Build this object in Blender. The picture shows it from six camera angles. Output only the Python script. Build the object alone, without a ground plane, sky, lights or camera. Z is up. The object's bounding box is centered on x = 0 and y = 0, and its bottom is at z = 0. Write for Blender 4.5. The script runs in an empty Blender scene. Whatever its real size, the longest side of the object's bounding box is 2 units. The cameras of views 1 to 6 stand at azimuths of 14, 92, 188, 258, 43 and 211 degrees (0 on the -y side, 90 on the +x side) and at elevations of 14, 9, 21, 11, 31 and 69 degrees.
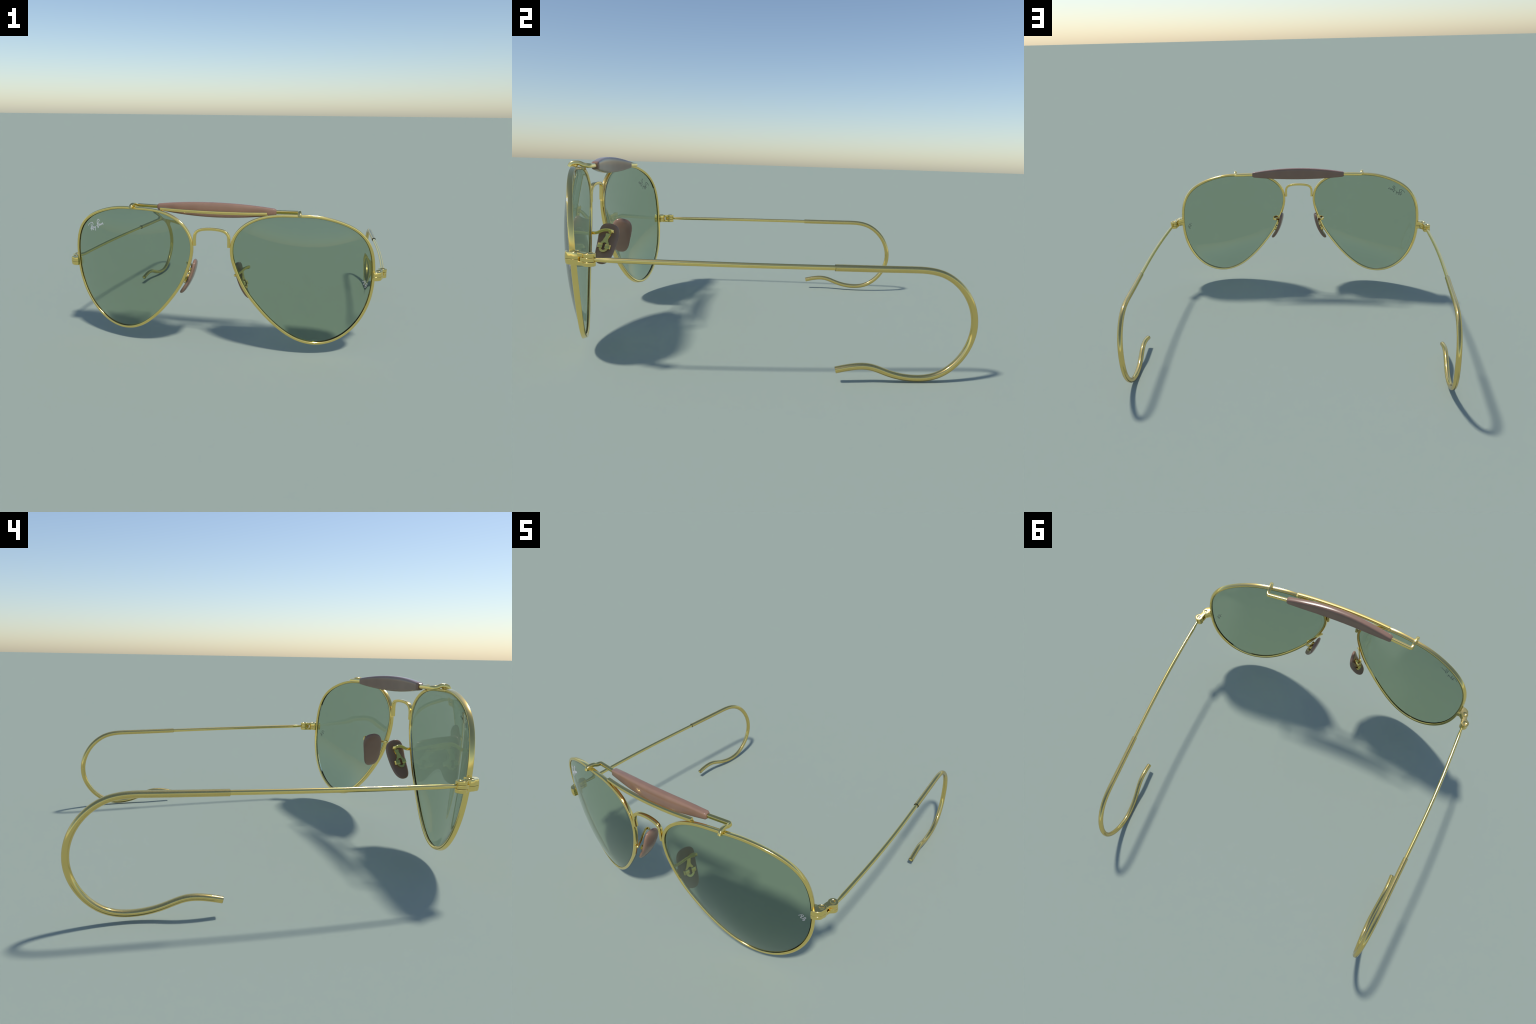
"""Gold wire-rimmed aviator sunglasses with a padded brow bar and curled cable temples."""
import bpy, math
import numpy as np
from mathutils import Matrix, Vector

# ------------------------------------------------------------------ placing
# The glasses are built in a symmetric frame (x = 0 is the nose plane, the face
# looks along -y) and then stand slightly turned on the ground.
YAW, ROLL, SHIFT = 0.0493, -0.0058, (-0.0293, 0.0, 0.0)
SIDES = (1, -1)
HINGE_Z = {1: 0.5045, -1: 0.4755}          # the end pieces sit at slightly different heights
HINGE_XY = {1: (.002, .0), -1: (.010, -.004)}     # and reach out differently

# ------------------------------------------------------------------ materials
def material(name):
    m = bpy.data.materials.new(name)
    m.use_nodes = True
    nt = m.node_tree
    return m, nt, nt.nodes["Principled BSDF"]

def set_in(node, **kw):
    for k, v in kw.items():
        key = k.replace("_", " ")
        if key in node.inputs:
            node.inputs[key].default_value = v

def noise_between(nt, scale, c0, c1, lo=0.35, hi=0.65, detail=3.0):
    tc = nt.nodes.new("ShaderNodeTexCoord")
    n = nt.nodes.new("ShaderNodeTexNoise")
    n.inputs["Scale"].default_value = scale
    n.inputs["Detail"].default_value = detail
    r = nt.nodes.new("ShaderNodeValToRGB")
    r.color_ramp.elements[0].position = lo
    r.color_ramp.elements[1].position = hi
    r.color_ramp.elements[0].color = (*c0, 1)
    r.color_ramp.elements[1].color = (*c1, 1)
    nt.links.new(tc.outputs["Object"], n.inputs["Vector"])
    nt.links.new(n.outputs["Fac"], r.inputs["Fac"])
    return r.outputs["Color"]

def make_gold():
    m, nt, b = material("polished_gold")
    set_in(b, Metallic=1.0, Roughness=0.12)
    nt.links.new(noise_between(nt, 9.0, (0.93, 0.70, 0.235), (0.95, 0.72, 0.25)), b.inputs["Base Color"])
    return m

def make_lens_glass():
    m, nt, b = material("green_lens_glass")
    set_in(b, Roughness=0.0, IOR=1.45)
    b.inputs["Transmission Weight"].default_value = 1.0
    nt.links.new(noise_between(nt, 3.0, (0.412, 0.512, 0.392), (0.417, 0.517, 0.397)), b.inputs["Base Color"])
    return m

def make_sleeve_plastic():
    m, nt, b = material("clear_sleeve_plastic")
    set_in(b, Roughness=0.03, IOR=1.45)
    b.inputs["Transmission Weight"].default_value = 1.0
    nt.links.new(noise_between(nt, 5.0, (0.86, 0.85, 0.80), (0.88, 0.87, 0.82)), b.inputs["Base Color"])
    return m

def make_pad_plastic(name, c0, c1):
    m, nt, b = material(name)
    set_in(b, Roughness=0.17, IOR=1.45)
    nt.links.new(noise_between(nt, 14.0, c0, c1), b.inputs["Base Color"])
    return m

def make_print(name, level):
    m, nt, b = material(name)
    set_in(b, Roughness=0.5)
    nt.links.new(noise_between(nt, 40.0, (level, level, level + 0.02), (level + 0.04, level + 0.04, level + 0.06)), b.inputs["Base Color"])
    return m

GOLD = make_gold()
GLASS = make_lens_glass()
SLEEVE = make_sleeve_plastic()
PAD = make_pad_plastic("brown_pink_pad_plastic", (0.272, 0.161, 0.113), (0.290, 0.172, 0.121))
PRINT = make_print("pale_grey_print", 0.52)
ETCH = make_print("dim_grey_etching", 0.33)

# ------------------------------------------------------------------ mesh helpers
def make_object(name, verts, faces, mat, sharp=35.0, smooth=True):
    me = bpy.data.meshes.new(name)
    me.from_pydata([tuple(map(float, v)) for v in verts], [], [tuple(f) for f in faces])
    me.update()
    if smooth:
        me.shade_smooth()
        me.set_sharp_from_angle(angle=math.radians(sharp))
    me.materials.append(mat)
    ob = bpy.data.objects.new(name, me)
    bpy.context.scene.collection.objects.link(ob)
    return ob

def mirror(verts, faces, side):
    """Mirror a right-hand part to the left when side is -1."""
    verts = np.asarray(verts, float)
    if side > 0:
        return verts, faces
    return verts * np.array([-1, 1, 1]), [tuple(reversed(f)) for f in faces]

def unit(v):
    v = np.asarray(v, float)
    return v / np.maximum(np.linalg.norm(v, axis=-1, keepdims=True), 1e-12)

def spline(knots, count):
    """Natural cubic spline through the knots, sampled evenly along its chords."""
    K = np.asarray(knots, float)
    n = len(K)
    t = np.concatenate([[0], np.cumsum(np.linalg.norm(np.diff(K, axis=0), axis=1))])
    h = np.diff(t)
    A = np.eye(n); b = np.zeros((n, K.shape[1]))
    for i in range(1, n - 1):
        A[i, i-1:i+2] = h[i-1], 2 * (h[i-1] + h[i]), h[i]
        b[i] = 6 * ((K[i+1] - K[i]) / h[i] - (K[i] - K[i-1]) / h[i-1])
    m = np.linalg.solve(A, b)
    s = np.linspace(0, t[-1], count)
    i = np.clip(np.searchsorted(t, s) - 1, 0, n - 2)
    d = (s - t[i])[:, None]; e = (t[i+1] - s)[:, None]; hh = h[i][:, None]
    return m[i]*e**3/(6*hh) + m[i+1]*d**3/(6*hh) + (K[i]/hh - m[i]*hh/6)*e + (K[i+1]/hh - m[i+1]*hh/6)*d

def rounded_polyline(knots, radius, steps=6):
    """Straight runs joined by rounded corners."""
    K = [np.asarray(k, float) for k in knots]
    out = [K[0]]
    for a, b, c in zip(K[:-2], K[1:-1], K[2:]):
        la, lc = np.linalg.norm(a - b), np.linalg.norm(c - b)
        r = min(radius, 0.48 * la, 0.48 * lc)
        p, q = b + (a - b) / la * r, b + (c - b) / lc * r
        for t in np.linspace(0, 1, steps):
            out.append((1-t)**2 * p + 2*t*(1-t) * b + t*t * q)
    out.append(K[-1])
    return np.array(out)

def tangents(path, closed=False):
    if closed:
        return unit(np.roll(path, -1, 0) - np.roll(path, 1, 0))
    return unit(np.gradient(path, axis=0))

def transported(path, start_up):
    """Side and up vectors carried along the path without twist."""
    T = tangents(path)
    up = np.zeros_like(path)
    u = np.asarray(start_up, float)
    for i, t in enumerate(T):
        u = unit(u - t * (u @ t))
        up[i] = u
    return np.cross(T, up), up

def fixed_frame(path, up):
    T = tangents(path)
    up = np.broadcast_to(np.asarray(up, float), path.shape)
    side = unit(np.cross(T, up))
    return side, unit(np.cross(side, T))

def sweep(path, side, up, profile, closed=False, scale=None):
    """Carry a closed 2D profile along a path; open sweeps are capped."""
    path = np.asarray(path); profile = np.asarray(profile)
    n, k = len(path), len(profile)
    sc = np.ones((n, 2)) if scale is None else np.asarray(scale)
    V = (path[:, None] + side[:, None] * (profile[None, :, :1] * sc[:, None, :1])
         + up[:, None] * (profile[None, :, 1:] * sc[:, None, 1:]))
    F = []
    for i in range(n if closed else n - 1):
        j = (i + 1) % n
        for a in range(k):
            c = (a + 1) % k
            F.append((i*k + a, i*k + c, j*k + c, j*k + a))
    if not closed:
        F.append(tuple(range(k - 1, -1, -1)))
        F.append(tuple((n-1)*k + a for a in range(k)))
    return V.reshape(-1, 3), F

def circle(r, k=20):
    a = np.linspace(0, 2*np.pi, k, endpoint=False)
    return np.stack([r*np.cos(a), r*np.sin(a)], -1)

def rounded_rect(w, h, r, steps=4):
    pts = []
    for cx, cy, a0 in ((w/2-r, h/2-r, 0), (-w/2+r, h/2-r, 90), (-w/2+r, -h/2+r, 180), (w/2-r, -h/2+r, 270)):
        for a in np.linspace(a0, a0 + 90, steps):
            pts.append((cx + r*math.cos(math.radians(a)), cy + r*math.sin(math.radians(a))))
    return np.array(pts)

def slab(outline, z0, z1, low=0.002, high=None, draft=0.0, steps=4):
    """Extrude a flat outline between two heights, with rounded lower and upper edges.
    A positive draft leans the wall in towards the top, a negative one towards the bottom."""
    high = low if high is None else high
    O = np.asarray(outline, float)
    if np.sum(O[:, 0]*np.roll(O[:, 1], -1) - O[:, 1]*np.roll(O[:, 0], -1)) < 0:
        O = O[::-1]
    T = unit(np.roll(O, -1, 0) - np.roll(O, 1, 0))
    inward = np.stack([-T[:, 1], T[:, 0]], -1)
    rings = []
    for a in np.linspace(0, math.pi/2, steps):
        rings.append((low*(1 - math.sin(a)), z0 + low*(1 - math.cos(a))))
    if draft:
        for f in (.25, .5, .75):
            rings.append((0, z0 + low + f*(z1 - high - z0 - low)))
    for a in np.linspace(math.pi/2, 0, steps):
        rings.append((high*(1 - math.sin(a)), z1 - high*(1 - math.cos(a))))
    n = len(O)
    lean = lambda z: abs(draft) * ((z - z0 if draft > 0 else z1 - z)/(z1 - z0))**2
    V = np.concatenate([np.column_stack([O + inward*(c + lean(z)), np.full(n, z)]) for c, z in rings])
    top = (len(rings) - 1)*n
    F = [tuple(range(n - 1, -1, -1)), tuple(top + i for i in range(n))]
    for k in range(len(rings) - 1):
        for i in range(n):
            j = (i + 1) % n
            F.append((k*n + i, k*n + j, (k+1)*n + j, (k+1)*n + i))
    return V, F

def join(*parts):
    V, F, o = [], [], 0
    for v, f in parts:
        V.append(np.asarray(v)); F += [tuple(i + o for i in q) for q in f]; o += len(v)
    return np.concatenate(V), F

# ------------------------------------------------------------------ lens and rim surfaces
CX, CZ = 0.4898, 0.5200
# harmonics of the teardrop outline about its centre: mean, then cosine / sine pairs
TEARDROP = [.3909, .0465, -.0156, .0098, -.0412, -.0095, .0252, -.0062, .0036, .0031,
            .0019, -.0027, -.0004, -.0007, -.0004, -.0011, 0.0, .0004, -.0005]
RIM_DEPTH, RIM_THICK = 0.023, 0.0168
LENS_THICK = 0.0135
LENS_APEX, LENS_TILT, LENS_BASE = -.9203, (.1768, -.0334), 0.40     # base-curve sphere of the lens

def outline_radius(a):
    r = np.full_like(a, TEARDROP[0])
    for k in range(1, 10):
        r = r + TEARDROP[2*k-1]*np.cos(k*a) + TEARDROP[2*k]*np.sin(k*a)
    return r

def wrap_y(x, z):
    """Depth of the wrap-around face form that the rim follows."""
    u, w = x - CX, z - CZ
    return (-.8891 + .1838*u - .0519*w + .2113*u*u - .0193*u*w + .178*w*w + .0835*u**3 + .101*w**3)

def wrap_normal(x, z):
    """The rim's section leans with the lens it holds."""
    u, w = x - CX, z - CZ
    yx = LENS_TILT[0] + 0.72*u
    yz = LENS_TILT[1] + 0.72*w
    return unit(np.stack([-yx, np.ones_like(yx), -yz], -1))

def rim_path(count=288):
    a = np.linspace(0, 2*np.pi, count, endpoint=False)
    r = outline_radius(a) + 0.0016
    x, z = CX + r*np.cos(a), CZ + r*np.sin(a)
    P = np.stack([x, wrap_y(x, z), z], -1)
    N = wrap_normal(x, z)
    inward = unit(np.cross(N, tangents(P, True)))
    # make sure the vector points at the lens centre
    c = np.array([CX, wrap_y(CX, CZ), CZ])
    inward *= np.sign(np.sum((c - P) * inward, axis=1))[:, None]
    return P, N, inward

def lens_mid_y(x, z):
    """Middle of the lens: a base-curve sphere that eases onto the rim's own wrap at the edge."""
    u, w = x - CX, z - CZ
    sphere = lambda u, w: LENS_APEX + LENS_TILT[0]*u + LENS_TILT[1]*w + LENS_BASE*(u*u + w*w)
    a = np.arctan2(w, u)
    r = outline_radius(a)
    eu, ew = r*np.cos(a), r*np.sin(a)
    rho = np.hypot(u, w) / r
    sag = (-.030*u + .024*w) * np.maximum(1 - rho**2, 0)     # fuller towards the cheek
    return sphere(u, w) + sag + (wrap_y(CX + eu, CZ + ew) - sphere(eu, ew)) * rho**2

def lens_front_y(x, z):
    return lens_mid_y(x, z) - 0.0055

def build_rim(side):
    P, N, inward = rim_path()
    d, t = RIM_DEPTH/2, RIM_THICK
    c = 0.0028
    # section in (depth, inward) with a shallow groove that holds the lens
    prof = [(-d + c, 0), (d - c, 0), (d - 0.3*c, 0.3*c), (d, c), (d, t - c), (d - c, t),
            (0.0076, t), (0.0068, t - 0.003), (-0.0058, t - 0.003), (-0.0066, t),
            (-d + c, t), (-d, t - c), (-d, c), (-d + 0.3*c, 0.3*c)]
    V, F = sweep(P, N, inward, prof, closed=True)
    return make_object("rim", *mirror(V, F, side), GOLD, sharp=50)

def build_lens(side, rings=28, segs=144):
    a = np.linspace(0, 2*np.pi, segs, endpoint=False)
    edge = outline_radius(a) - 0.0136
    V, F = [], []
    for sgn in (-1, 1):                         # front sheet, then back sheet
        for i in range(rings + 1):
            s = i / rings
            if i == 0:
                pts = np.array([[CX, 0, CZ]])
            else:
                pts = np.stack([CX + s*edge*np.cos(a), 0*a, CZ + s*edge*np.sin(a)], -1)
            pts[:, 1] = lens_mid_y(pts[:, 0], pts[:, 2]) + (-0.0055 if sgn < 0 else LENS_THICK - 0.0055 - 0.0020*max(0.0, (s - 0.93)/0.07)**2)
            V.append(pts)
    V = np.concatenate(V)
    half = 1 + rings*segs
    for o, flip in ((0, False), (half, True)):
        for j in range(segs):
            k = (j + 1) % segs
            f = (o, o + 1 + k, o + 1 + j)
            F.append(f[::-1] if not flip else f)
            for i in range(rings - 1):
                b = o + 1 + i*segs
                q = (b + j, b + k, b + segs + k, b + segs + j)
                F.append(q[::-1] if not flip else q)
    b0, b1 = 1 + (rings-1)*segs, half + 1 + (rings-1)*segs
    for j in range(segs):
        k = (j + 1) % segs
        F.append((b0 + j, b1 + j, b1 + k, b0 + k))
    # orient outwards: front sheet must face -y
    V, F = mirror(V, F, side)
    ob = make_object("lens", V, F, GLASS, sharp=40)
    fix_normals(ob)
    return ob

def fix_normals(ob):
    import bmesh
    bm = bmesh.new(); bm.from_mesh(ob.data)
    bmesh.ops.recalc_face_normals(bm, faces=bm.faces)
    bm.to_mesh(ob.data); bm.free()

# ------------------------------------------------------------------ lettering on the lenses
# pen strokes as (x, z) on the lens, in the mirrored right-hand frame
SCRIPT_NAME = [
    [(0.8168, 0.7165), (0.8143, 0.7234), (0.8022, 0.7337), (0.789, 0.7402), (0.7818, 0.7376), (0.7787, 0.7297), (0.7827, 0.7197), (0.7898, 0.71), (0.7977, 0.7028), (0.785, 0.7006), (0.7706, 0.6955)],
    [(0.7949, 0.7303), (0.7935, 0.7174), (0.7916, 0.7054), (0.7898, 0.6903)],
    [(0.7729, 0.7153), (0.7784, 0.7148), (0.7819, 0.7089), (0.7792, 0.7037), (0.7745, 0.7076), (0.7727, 0.7147), (0.7721, 0.7093), (0.7695, 0.7076), (0.7666, 0.7117), (0.7651, 0.7175), (0.7631, 0.7124), (0.759, 0.7183), (0.7581, 0.7097), (0.7565, 0.6942)],
    [(0.7539, 0.7237), (0.7493, 0.726)],
    [(0.7364, 0.7124), (0.7418, 0.7238), (0.745, 0.7407), (0.7455, 0.7544), (0.7384, 0.7646), (0.7309, 0.7603), (0.7333, 0.7498), (0.7398, 0.7387), (0.7329, 0.7352), (0.7327, 0.7249), (0.7364, 0.7124)],
    [(0.7197, 0.7395), (0.7245, 0.7391), (0.7281, 0.7339), (0.7259, 0.729), (0.7213, 0.7324), (0.7195, 0.739), (0.7186, 0.7337), (0.7157, 0.7327), (0.7125, 0.7375), (0.7111, 0.7428), (0.7102, 0.7361), (0.7084, 0.7414), (0.7043, 0.7466), (0.7015, 0.7422), (0.7001, 0.738), (0.6971, 0.7411)],
]
MONOGRAM = [
    [(0.8552, 0.4742), (0.8654, 0.4785), (0.8746, 0.4784), (0.8769, 0.4732), (0.8714, 0.4667), (0.8639, 0.4622), (0.8695, 0.4551), (0.8733, 0.4523)],
    [(0.8686, 0.4764), (0.8654, 0.4647), (0.8622, 0.4551)],
    [(0.8783, 0.4599), (0.8745, 0.4502), (0.8712, 0.4382)],
    [(0.8769, 0.4586), (0.883, 0.4624), (0.8854, 0.4598), (0.8819, 0.4536), (0.8771, 0.4506), (0.8809, 0.4477), (0.878, 0.4416), (0.8712, 0.4382)],
]

def build_lettering(strokes, side, width, parent, mat):
    parts = []
    for st in strokes:
        K = np.array(st, float)
        if len(K) > 2:
            K = spline(K, 6*len(K))
        else:
            K = np.linspace(K[0], K[-1], 4)
        x, z = K[:, 0], K[:, 1]
        P = np.stack([x, lens_front_y(x, z) - 0.0006, z], -1)
        h = 1e-3
        g = np.stack([-(lens_front_y(x+h, z) - lens_front_y(x-h, z))/(2*h), np.ones_like(x),
                      -(lens_front_y(x, z+h) - lens_front_y(x, z-h))/(2*h)], -1)
        T = tangents(P)
        n = unit(g)
        s = unit(np.cross(T, n))
        taper = np.ones((len(P), 2)); taper[0] = taper[-1] = (0.6, 1)
        parts.append(sweep(P, s, n, rounded_rect(width, 0.0014, 0.0004, 2), scale=taper))
    V, F = join(*parts)
    ob = make_object("lettering", *mirror(V, F, side), mat)
    fix_normals(ob)
    ob.parent = parent
    return ob

# ------------------------------------------------------------------ bridge and brow
def both_halves(knots):
    """Mirror a half-path (ending on the nose plane) into a full one."""
    K = [tuple(k) for k in knots]
    return np.array([(-x, y, z) for x, y, z in K] + [k for k in reversed(K[:-1])])

def build_bridge():
    half = [(.1015, -.937, .661), (.1018, -.937, .69), (.1005, -.936, .715), (.0925, -.934, .737),
            (.074, -.932, .7505), (.042, -.930, .758), (0, -.929, .7605)]
    P = spline(both_halves(half), 90)
    T = tangents(P)
    depth = np.tile(np.array([0., 1., 0.]), (len(P), 1))
    out = unit(np.cross(depth, T))
    V, F = sweep(P, depth, out, rounded_rect(0.021, 0.0162, 0.0028))
    ob = make_object("bridge", V, F, GOLD, sharp=50)
    fix_normals(ob)
    return ob

def build_brow_bar():
    half = [(.312, -.9050, .8590), (.24, -.9130, .8575), (.12, -.9210, .8560), (0, -.9240, .8555)]
    P = spline(both_halves(half), 60)
    s, u = fixed_frame(P, (0, 0, 1))
    posts = [slab([(sx*.311 + a*.006, -.904 + b*.008) for a, b in ((-1, -1), (1, -1), (1, 1), (-1, 1))], .836, .854, .0015) for sx in (1, -1)]
    V, F = sweep(P, s, u, rounded_rect(0.0205, 0.0180, 0.0035))
    V, F = join((V, F), *posts)
    ob = make_object("brow_bar", V, F, GOLD, sharp=50)
    fix_normals(ob)
    return ob

PAD_AXIS = [(.354, -.836, .8605), (.24, -.849, .8608), (.12, -.860, .861), (0, -.864, .861)]

def build_brow_pad():
    """Spindle-shaped moulded cushion with blunt, rounded ends and a flattish back."""
    P = spline(both_halves(PAD_AXIS), 81)
    s, u = fixed_frame(P, (0, 0, 1))
    t = np.linspace(-1, 1, len(P))
    swell = 1 - np.abs(t)**2.0
    hz = 0.0182 + 0.0250*swell
    hy = 0.0185 + 0.0040*swell
    end = np.clip((1 - np.abs(t)) / 0.022, 0, 1)
    rnd = 0.72 + 0.28*np.sqrt(np.maximum(1 - (1 - end)**2, 0))
    a = np.linspace(0, 2*np.pi, 40, endpoint=False)
    e = 2/4.2
    prof = np.stack([np.sign(np.cos(a))*np.abs(np.cos(a))**e, np.sign(np.sin(a))*np.abs(np.sin(a))**e], -1)
    V, F = sweep(P, s, u, prof, scale=np.stack([hy*rnd, hz*rnd], -1))
    ob = make_object("brow_pad", V, F, PAD, sharp=45)
    fix_normals(ob)
    return ob

def build_brow_wire():
    """Wire inside the cushion; both ends bend forward and hook over the rims."""
    arm = [(.497, -.9110, .853), (.496, -.9060, .8650), (.4935, -.892, .8715), (.490, -.866, .8715),
           (.4885, -.848, .8625), (.4865, -.8225, .8605), (.352, -.8365, .8605)]
    arm = list(rounded_polyline(arm, 0.014))
    inner = [(.24, -.849, .8608), (.12, -.860, .861), (0, -.864, .861)]
    P = both_halves(arm + [np.array(k) for k in inner])
    s, u = transported(P, (1, 0, 0))
    bosses = [slab([(sx*.4915 + a*.0085, -.888 + b*.010) for a, b in ((-1, -1), (1, -1), (1, 1), (-1, 1))], .848, .872, .002) for sx in (1, -1)]
    V, F = sweep(P, s, u, rounded_rect(0.0205, 0.0200, 0.0055, 5))
    V, F = join((V, F), *bosses)
    ob = make_object("brow_wire", V, F, GOLD, sharp=50)
    fix_normals(ob)
    return ob

# ------------------------------------------------------------------ nose pads
PAD_TOP, PAD_BOTTOM = np.array([.127, -.822, .549]), np.array([.210, -.866, .343])
PAD_L = unit(PAD_BOTTOM - PAD_TOP)
PAD_W = np.array([.06, .99, .02]); PAD_W = unit(PAD_W - PAD_L*(PAD_W @ PAD_L))
PAD_N = unit(np.cross(PAD_W, PAD_L))
if PAD_N[0] > 0:
    PAD_N = -PAD_N                              # towards the nose
PAD_MID = 0.5*(PAD_TOP + PAD_BOTTOM)
PAD_HALF = 0.5*np.linalg.norm(PAD_BOTTOM - PAD_TOP)

def on_pad(l, w, n):
    """Point in the cushion's own frame: along, across, towards the nose (metres)."""
    return PAD_MID + PAD_L*l + PAD_W*w + PAD_N*n

CLIP_L, CLIP_TOP, CLIP_N = 0.016, -0.055, -0.0225      # stamped ring behind the cushion

def pad_bow(l):
    return 0.018*(1 - (l/PAD_HALF)**2)

def build_nose_pad(side):
    phi = np.linspace(0.0, np.pi, 41)
    L = -np.cos(phi)
    k = 28
    a = np.linspace(0, 2*np.pi, k, endpoint=False)
    e = 2/2.6
    prof = np.stack([np.sign(np.cos(a))*np.abs(np.cos(a))**e, np.sign(np.sin(a))*np.abs(np.sin(a))**e], -1)
    V = []
    for l in L:
        cap = max(1 - abs(l)**4.2, 0.0)**(1/2.3) if abs(l) < 1 else 0.0
        half_w = (0.0535 - 0.0100*l) * cap
        half_t = 0.0130*max(1 - abs(l)**11, 0)**0.5
        skew = 0.0035 + 0.002*l
        for c, s in prof:
            ll = l*PAD_HALF
            V.append(on_pad(ll, half_w*c + skew, half_t*s + pad_bow(ll) - 0.0045))
    F = []
    n = len(L)
    for i in range(n - 1):
        for j in range(k):
            m = (j + 1) % k
            F.append((i*k + j, i*k + m, (i+1)*k + m, (i+1)*k + j))
    V = np.array(V)
    ob = make_object("nose_pad", *mirror(V, F, side), PAD, sharp=70)
    import bmesh
    bm = bmesh.new(); bm.from_mesh(ob.data)
    bmesh.ops.remove_doubles(bm, verts=bm.verts, dist=1e-5)
    bmesh.ops.recalc_face_normals(bm, faces=bm.faces)
    bm.to_mesh(ob.data); bm.free()
    return ob

def build_pad_arm(side, parent):
    """Flat ribbon from the rim, rising backwards and curling round onto the cushion."""
    end = on_pad(CLIP_TOP, .007, CLIP_N + pad_bow(CLIP_TOP))
    K = [(.137, -.929, .497), (.145, -.916, .499), (.157, -.890, .503), (.171, -.860, .5160), (.186, -.829, .5235),
         (.1955, -.811, .5225), (.195, -.800, .519), (.187, -.796, .514), end + np.array([.004, .014, .010]), end + np.array([0, .004, .004])]
    P = spline(K, 60)
    s, u = fixed_frame(P, (0, -0.15, 1))
    V1, F1 = sweep(P, s, u, rounded_rect(0.0075, 0.0165, 0.002, 3))
    # ball that closes the solder joint in front
    ball = lathe([(0, -.0075), (.004, -.0064), (.0068, -.003), (.0072, 0), (.0066, .003), (.004, .0064), (0, .0075)], 14)
    V2, F2 = ball
    V2 = V2 + np.array([.1365, -.9295, .497])
    V, F = join((V1, F1), (V2, F2))
    ob = make_object("pad_arm", *mirror(V, F, side), GOLD, sharp=50)
    fix_normals(ob)
    ob.parent = parent
    return ob

def lathe(profile, k=32):
    V, F = [], []
    a = np.linspace(0, 2*np.pi, k, endpoint=False)
    rings = []
    for r, z in profile:
        if r < 1e-6:
            rings.append([len(V)]); V.append((0, 0, z))
        else:
            rings.append(list(range(len(V), len(V) + k)))
            V += [(r*math.cos(t), r*math.sin(t), z) for t in a]
    for A, B in zip(rings[:-1], rings[1:]):
        for j in range(k):
            m = (j + 1) % k
            if len(A) == 1 and len(B) == 1:
                continue
            if len(A) == 1:
                F.append((A[0], B[m], B[j]))
            elif len(B) == 1:
                F.append((A[j], A[m], B[0]))
            else:
                F.append((A[j], A[m], B[m], B[j]))
    return np.array(V), F

def build_pad_clip(side, parent):
    """Stamped ring on the back of the cushion, gripped by two folded tabs."""
    l0, ro, rw = CLIP_L, .033, .0275            # ring centre along the cushion, half length, half width
    ring_out = [(l0 + ro*math.sin(t), rw*math.cos(t)) for t in np.radians(np.linspace(-55, 235, 34))]
    neck = [(l0 - .037, -.0135), (l0 - .050, -.0080), (l0 - .060, -.0055), (CLIP_TOP, -.0080),
            (CLIP_TOP, .0200), (l0 - .060, .0150), (l0 - .050, .0115), (l0 - .037, .0135)]
    q = np.array(ring_out + neck + [ring_out[0]])
    m = 72
    d = np.concatenate([[0], np.cumsum(np.linalg.norm(np.diff(q, axis=0), axis=1))])
    at = np.linspace(0, d[-1], m, endpoint=False)
    O = np.stack([np.interp(at, d, q[:, 0]), np.interp(at, d, q[:, 1])], -1)
    t = np.arctan2((O[:, 0] - l0)/ro, O[:, 1]/rw)          # hole points face the outline points
    I = np.stack([l0 + .021*np.sin(t), .0150*np.cos(t)], -1)
    V, F = [], []
    hgt = .0035
    for ring in (O, I):
        for lev in (-hgt, hgt):
            for l, w in ring:
                V.append(on_pad(l, w, CLIP_N + lev + pad_bow(l)))
    def idx(r, lev, i): return (r*2 + lev)*m + i % m
    for i in range(m):
        F.append((idx(0, 0, i), idx(0, 0, i+1), idx(0, 1, i+1), idx(0, 1, i)))
        F.append((idx(1, 0, i), idx(1, 1, i), idx(1, 1, i+1), idx(1, 0, i+1)))
        F.append((idx(0, 0, i), idx(1, 0, i), idx(1, 0, i+1), idx(0, 0, i+1)))
        F.append((idx(0, 1, i), idx(0, 1, i+1), idx(1, 1, i+1), idx(1, 1, i)))
    parts = [(np.array(V), F)]
    # folded tabs on either side of the hole, and the box they rise from
    for sgn in (-1, 1):
        path = np.array([on_pad(l0, sgn*w, n + pad_bow(l0)) for w, n in
                         ((.0335, -.017), (.0335, -.0265), (.0320, -.0290), (.027, -.0297), (.0070, -.0290))])
        s = np.tile(PAD_L, (len(path), 1))
        u = unit(np.cross(tangents(path), s))
        parts.append(sweep(path, s, u, rounded_rect(.0235, .005, .0015, 3)))
    V, F = join(*parts)
    ob = make_object("pad_clip", *mirror(V, F, side), GOLD, sharp=40)
    fix_normals(ob)
    ob.parent = parent
    return ob

# ------------------------------------------------------------------ hinges
SCREW_A, SCREW_B = (.9435, -.743), (.9665, -.683)
SCREW_R = 0.0165

def arc(cx, cy, r, a0, a1, n=12):
    return [(cx + r*math.cos(math.radians(t)), cy + r*math.sin(math.radians(t))) for t in np.linspace(a0, a1, n)]

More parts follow.
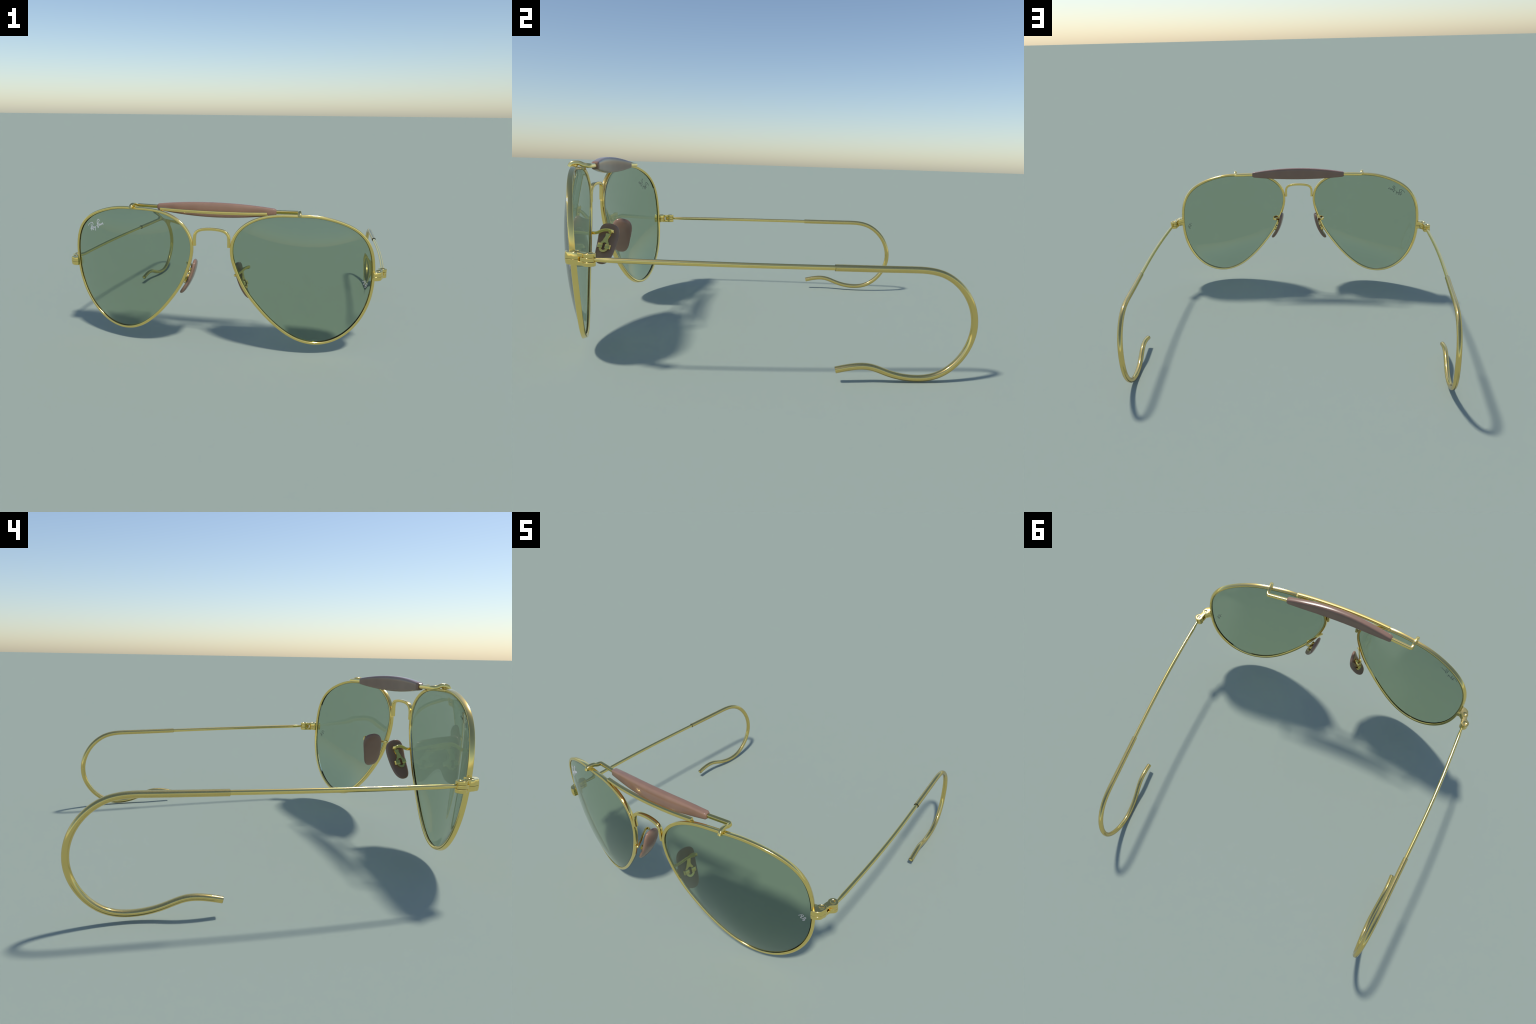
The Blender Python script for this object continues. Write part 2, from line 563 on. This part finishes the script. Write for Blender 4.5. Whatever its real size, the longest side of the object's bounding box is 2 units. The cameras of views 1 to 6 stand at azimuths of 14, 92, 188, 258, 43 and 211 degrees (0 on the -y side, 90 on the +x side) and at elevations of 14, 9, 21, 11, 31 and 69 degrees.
def build_hinge(side):
    """End piece: two stacked blocks soldered to the rim, with two knuckle plates behind."""
    zc = HINGE_Z[side]
    ax, ay = SCREW_A; bx, by = SCREW_B
    dx, dy = HINGE_XY[side]
    front = [(.916, -.7935), (.926, -.7930), (.939, -.7895), (.951, -.7820), (.961, -.7705)] + arc(ax, ay, .0255, -32, -8, 3)
    block = ([tuple(p) for p in spline(front, 26)] + arc(ax, ay, .0255, 0, 68, 12)
             + [(.938, -.7215), (.928, -.728), (.918, -.7385), (.906, -.7440)])
    knuckle = (arc(bx, by, .0248, -52, 205, 30) + [(.9415, -.703), (.938, -.722)]
               + [(.943, -.742), (.962, -.740), (.9655, -.726), (.9680, -.714)])
    block = [(.916, -.7935)] + [(x + dx, y + dy) for x, y in block[1:-1]] + [(.906, -.7440)]
    knuckle = [(x + dx, y + dy) for x, y in knuckle]
    seam = zc - .0015
    parts = [slab(block, seam + .0005, zc + .0265, .0008, .0020, .0030), slab(block, zc - .0255, seam - .0005, .0030, .0008, -.0030),
             slab(knuckle, zc + .0085, zc + .0250, .0015), slab(knuckle, zc - .0265, zc - .0090, .0020)]
    wells = [(x + dx, y + dy, zc + .0200) for x, y in (SCREW_A, SCREW_B)]
    parts[0] = drill(parts[0], wells, SCREW_R)
    parts[2] = drill(parts[2], wells, SCREW_R)
    V, F = join(*parts)
    ob = make_object("hinge", *mirror(V, F, side), GOLD, sharp=40)
    fix_normals(ob)
    return ob

def cut_out(V, F, cutters):
    """Boolean difference of a closed mesh with other closed meshes; returns plain data."""
    body = make_object("body", V, F, GOLD, smooth=False)
    fix_normals(body)
    tools = []
    for v, f in cutters:
        t = make_object("cutter", v, f, GOLD, smooth=False)
        fix_normals(t)
        m = body.modifiers.new("cut", "BOOLEAN")
        m.object, m.operation, m.solver = t, "DIFFERENCE", "EXACT"
        tools.append(t)
    me = bpy.data.meshes.new_from_object(body.evaluated_get(bpy.context.evaluated_depsgraph_get()))
    out = np.array([tuple(v.co) for v in me.vertices]), [tuple(p.vertices) for p in me.polygons]
    for o in [body] + tools:
        bpy.data.objects.remove(o)
    return out

def drill(part, wells, r):
    """Sink flat-bottomed wells, opening upwards, into a part."""
    return cut_out(*part, [(lathe([(0, 0), (r, 0), (r, .05), (0, .05)], 36)[0] + np.array(w),
                            lathe([(0, 0), (r, 0), (r, .05), (0, .05)], 36)[1]) for w in wells])

def screw_mesh():
    """Dished head with a straight slot."""
    r = SCREW_R - .0003
    head = lathe([(0, -.0045), (r, -.0045), (r, .0002), (r - .0006, .0010), (r - .0020, .0010), (r - .0040, -.0008),
                  (.0085, -.0022), (.0050, -.0028), (0, -.0030)], 36)
    slot = slab([(-.0125, -.0018), (.0125, -.0018), (.0125, .0018), (-.0125, .0018)], -.0041, .012, .0002)
    V, F = cut_out(*head, [slot])
    ob = make_object("screw", V, F, GOLD, sharp=40)
    me = ob.data
    bpy.data.objects.remove(ob)
    return me

def build_screws(side, me, parent):
    for (x, y), turn in ((SCREW_A, 0.4), (SCREW_B, 1.3)):
        ob = bpy.data.objects.new("screw", me)
        dx, dy = HINGE_XY[side]
        ob.location = (side*(x + dx), y + dy, HINGE_Z[side] + (.0262 if (x, y) == SCREW_A else .0248))
        ob.rotation_euler = (0, 0, side*turn)
        bpy.context.scene.collection.objects.link(ob)
        ob.parent = parent

# ------------------------------------------------------------------ temples
TEMPLE = [(.9708, -.656, .4898), (.9685, -.3408, .4903), (.9565, -.0265, .4897), (.9342, .2862, .4893), (.91, .5978, .4892),
          (.8986, .75, .4723), (.8889, .865, .3769), (.8827, .9028, .2393), (.8887, .8551, .1125), (.8956, .755, .0342),
          (.9023, .641, .0222), (.9126, .5439, .0442), (.9217, .4616, .072), (.9287, .3869, .0711), (.9313, .3194, .0566)]
# how each arm is swung open and dropped about its hinge: yaw, pitch, shift
SWING = {1: (.0118, -.0112, (0, .0013, .0139)), -1: (-.0116, .0113, (-.0006, -.0013, -.0135))}
WIRE_R, SLEEVE_R = 0.0109, 0.0146
SLEEVE_START_Y = 0.292

def temple_path(side, count=420):
    P = spline(TEMPLE, count)
    H = np.array(TEMPLE[0])
    yaw, pitch, shift = SWING[side]
    c, s = math.cos(yaw), math.sin(yaw)
    P = (P - H) @ np.array([[c, s, 0], [-s, c, 0], [0, 0, 1]])
    c, s = math.cos(pitch), math.sin(pitch)
    P = P @ np.array([[1, 0, 0], [0, c, s], [0, -s, c]])
    return P + H + np.array(shift)

def build_temple(side):
    P = temple_path(side)
    cut = int(np.argmax(P[:, 1] > SLEEVE_START_Y))
    (bx, by), (dx, dy) = SCREW_B, HINGE_XY[side]
    bx, by = bx + dx, by + dy
    zc = HINGE_Z[side]
    lead = np.array([(bx, by + .006, zc), (.5*(bx + P[0, 0]), by + .018, .5*(zc + P[0, 2]))])
    W = np.concatenate([lead, P[:-3]])
    W = np.concatenate([spline(np.concatenate([lead, P[8:60:12]]), 40), P[57:]])
    W[-1] = W[-1] + (W[-1] - W[-2])*0.12
    d = np.concatenate([[0], np.cumsum(np.linalg.norm(np.diff(W, axis=0), axis=1))])
    s, u = transported(W, (0, 0, 1))
    # flattened near the hinge, round beyond
    f = np.clip((d - 0.03) / 0.06, 0, 1); f = f*f*(3 - 2*f)
    sc = np.stack([0.72 + 0.28*f, 0.80 + 0.20*f], -1)
    wire = sweep(W, s, u, circle(WIRE_R, 20), scale=sc)
    tang = slab(arc(bx, by, .0242, -40, 215, 28) + [(bx - .018, by - .030), (bx + .008, by - .034)], zc - .0082, zc + .0078, .0015)
    V, F = join(wire, tang)
    ob = make_object("temple", *mirror(V, F, side), GOLD, sharp=50)
    fix_normals(ob)
    # clear tube over the curl
    S = P[cut:]
    s, u = transported(S, (0, 0, 1))
    inner_r, r = WIRE_R + .0006, SLEEVE_R
    k = 28
    out, _ = sweep(S, s, u, circle(r, k))
    V, F = out, []
    n = len(S)
    for i in range(n - 1):
        for a in range(k):
            b = (a + 1) % k
            F.append((i*k + a, i*k + b, (i+1)*k + b, (i+1)*k + a))
    F.append(tuple(range(k - 1, -1, -1))); F.append(tuple((n-1)*k + a for a in range(k)))
    sl = make_object("ear_sleeve", *mirror(V, F, side), SLEEVE, sharp=50)
    fix_normals(sl)
    sl.parent = ob
    return ob

# ------------------------------------------------------------------ assembly
def main():
    root = bpy.data.objects.new("sunglasses", None)
    bpy.context.scene.collection.objects.link(root)
    root["label"] = "gold wire aviator sunglasses with green lenses and padded brow"
    root["category"] = "sunglasses"
    parts = [build_bridge(), build_brow_bar(), build_brow_pad()]
    wire = build_brow_wire(); wire.parent = parts[2]
    screw = screw_mesh()
    for side in SIDES:
        rim = build_rim(side)
        lens = build_lens(side)
        pad = build_nose_pad(side)
        build_pad_arm(side, pad); build_pad_clip(side, pad)
        hinge = build_hinge(side)
        build_screws(side, screw, hinge)
        temple = build_temple(side)
        parts += [rim, lens, pad, hinge, temple]
        if side < 0:
            build_lettering(SCRIPT_NAME, side, 0.0038, lens, PRINT)
        else:
            build_lettering(MONOGRAM, side, 0.0023, lens, ETCH)
    for p in parts:
        p.parent = root
    root.matrix_world = Matrix.Translation(SHIFT) @ Matrix.Rotation(-ROLL, 4, "Y") @ Matrix.Rotation(YAW, 4, "Z")
    bpy.context.view_layer.update()

main()
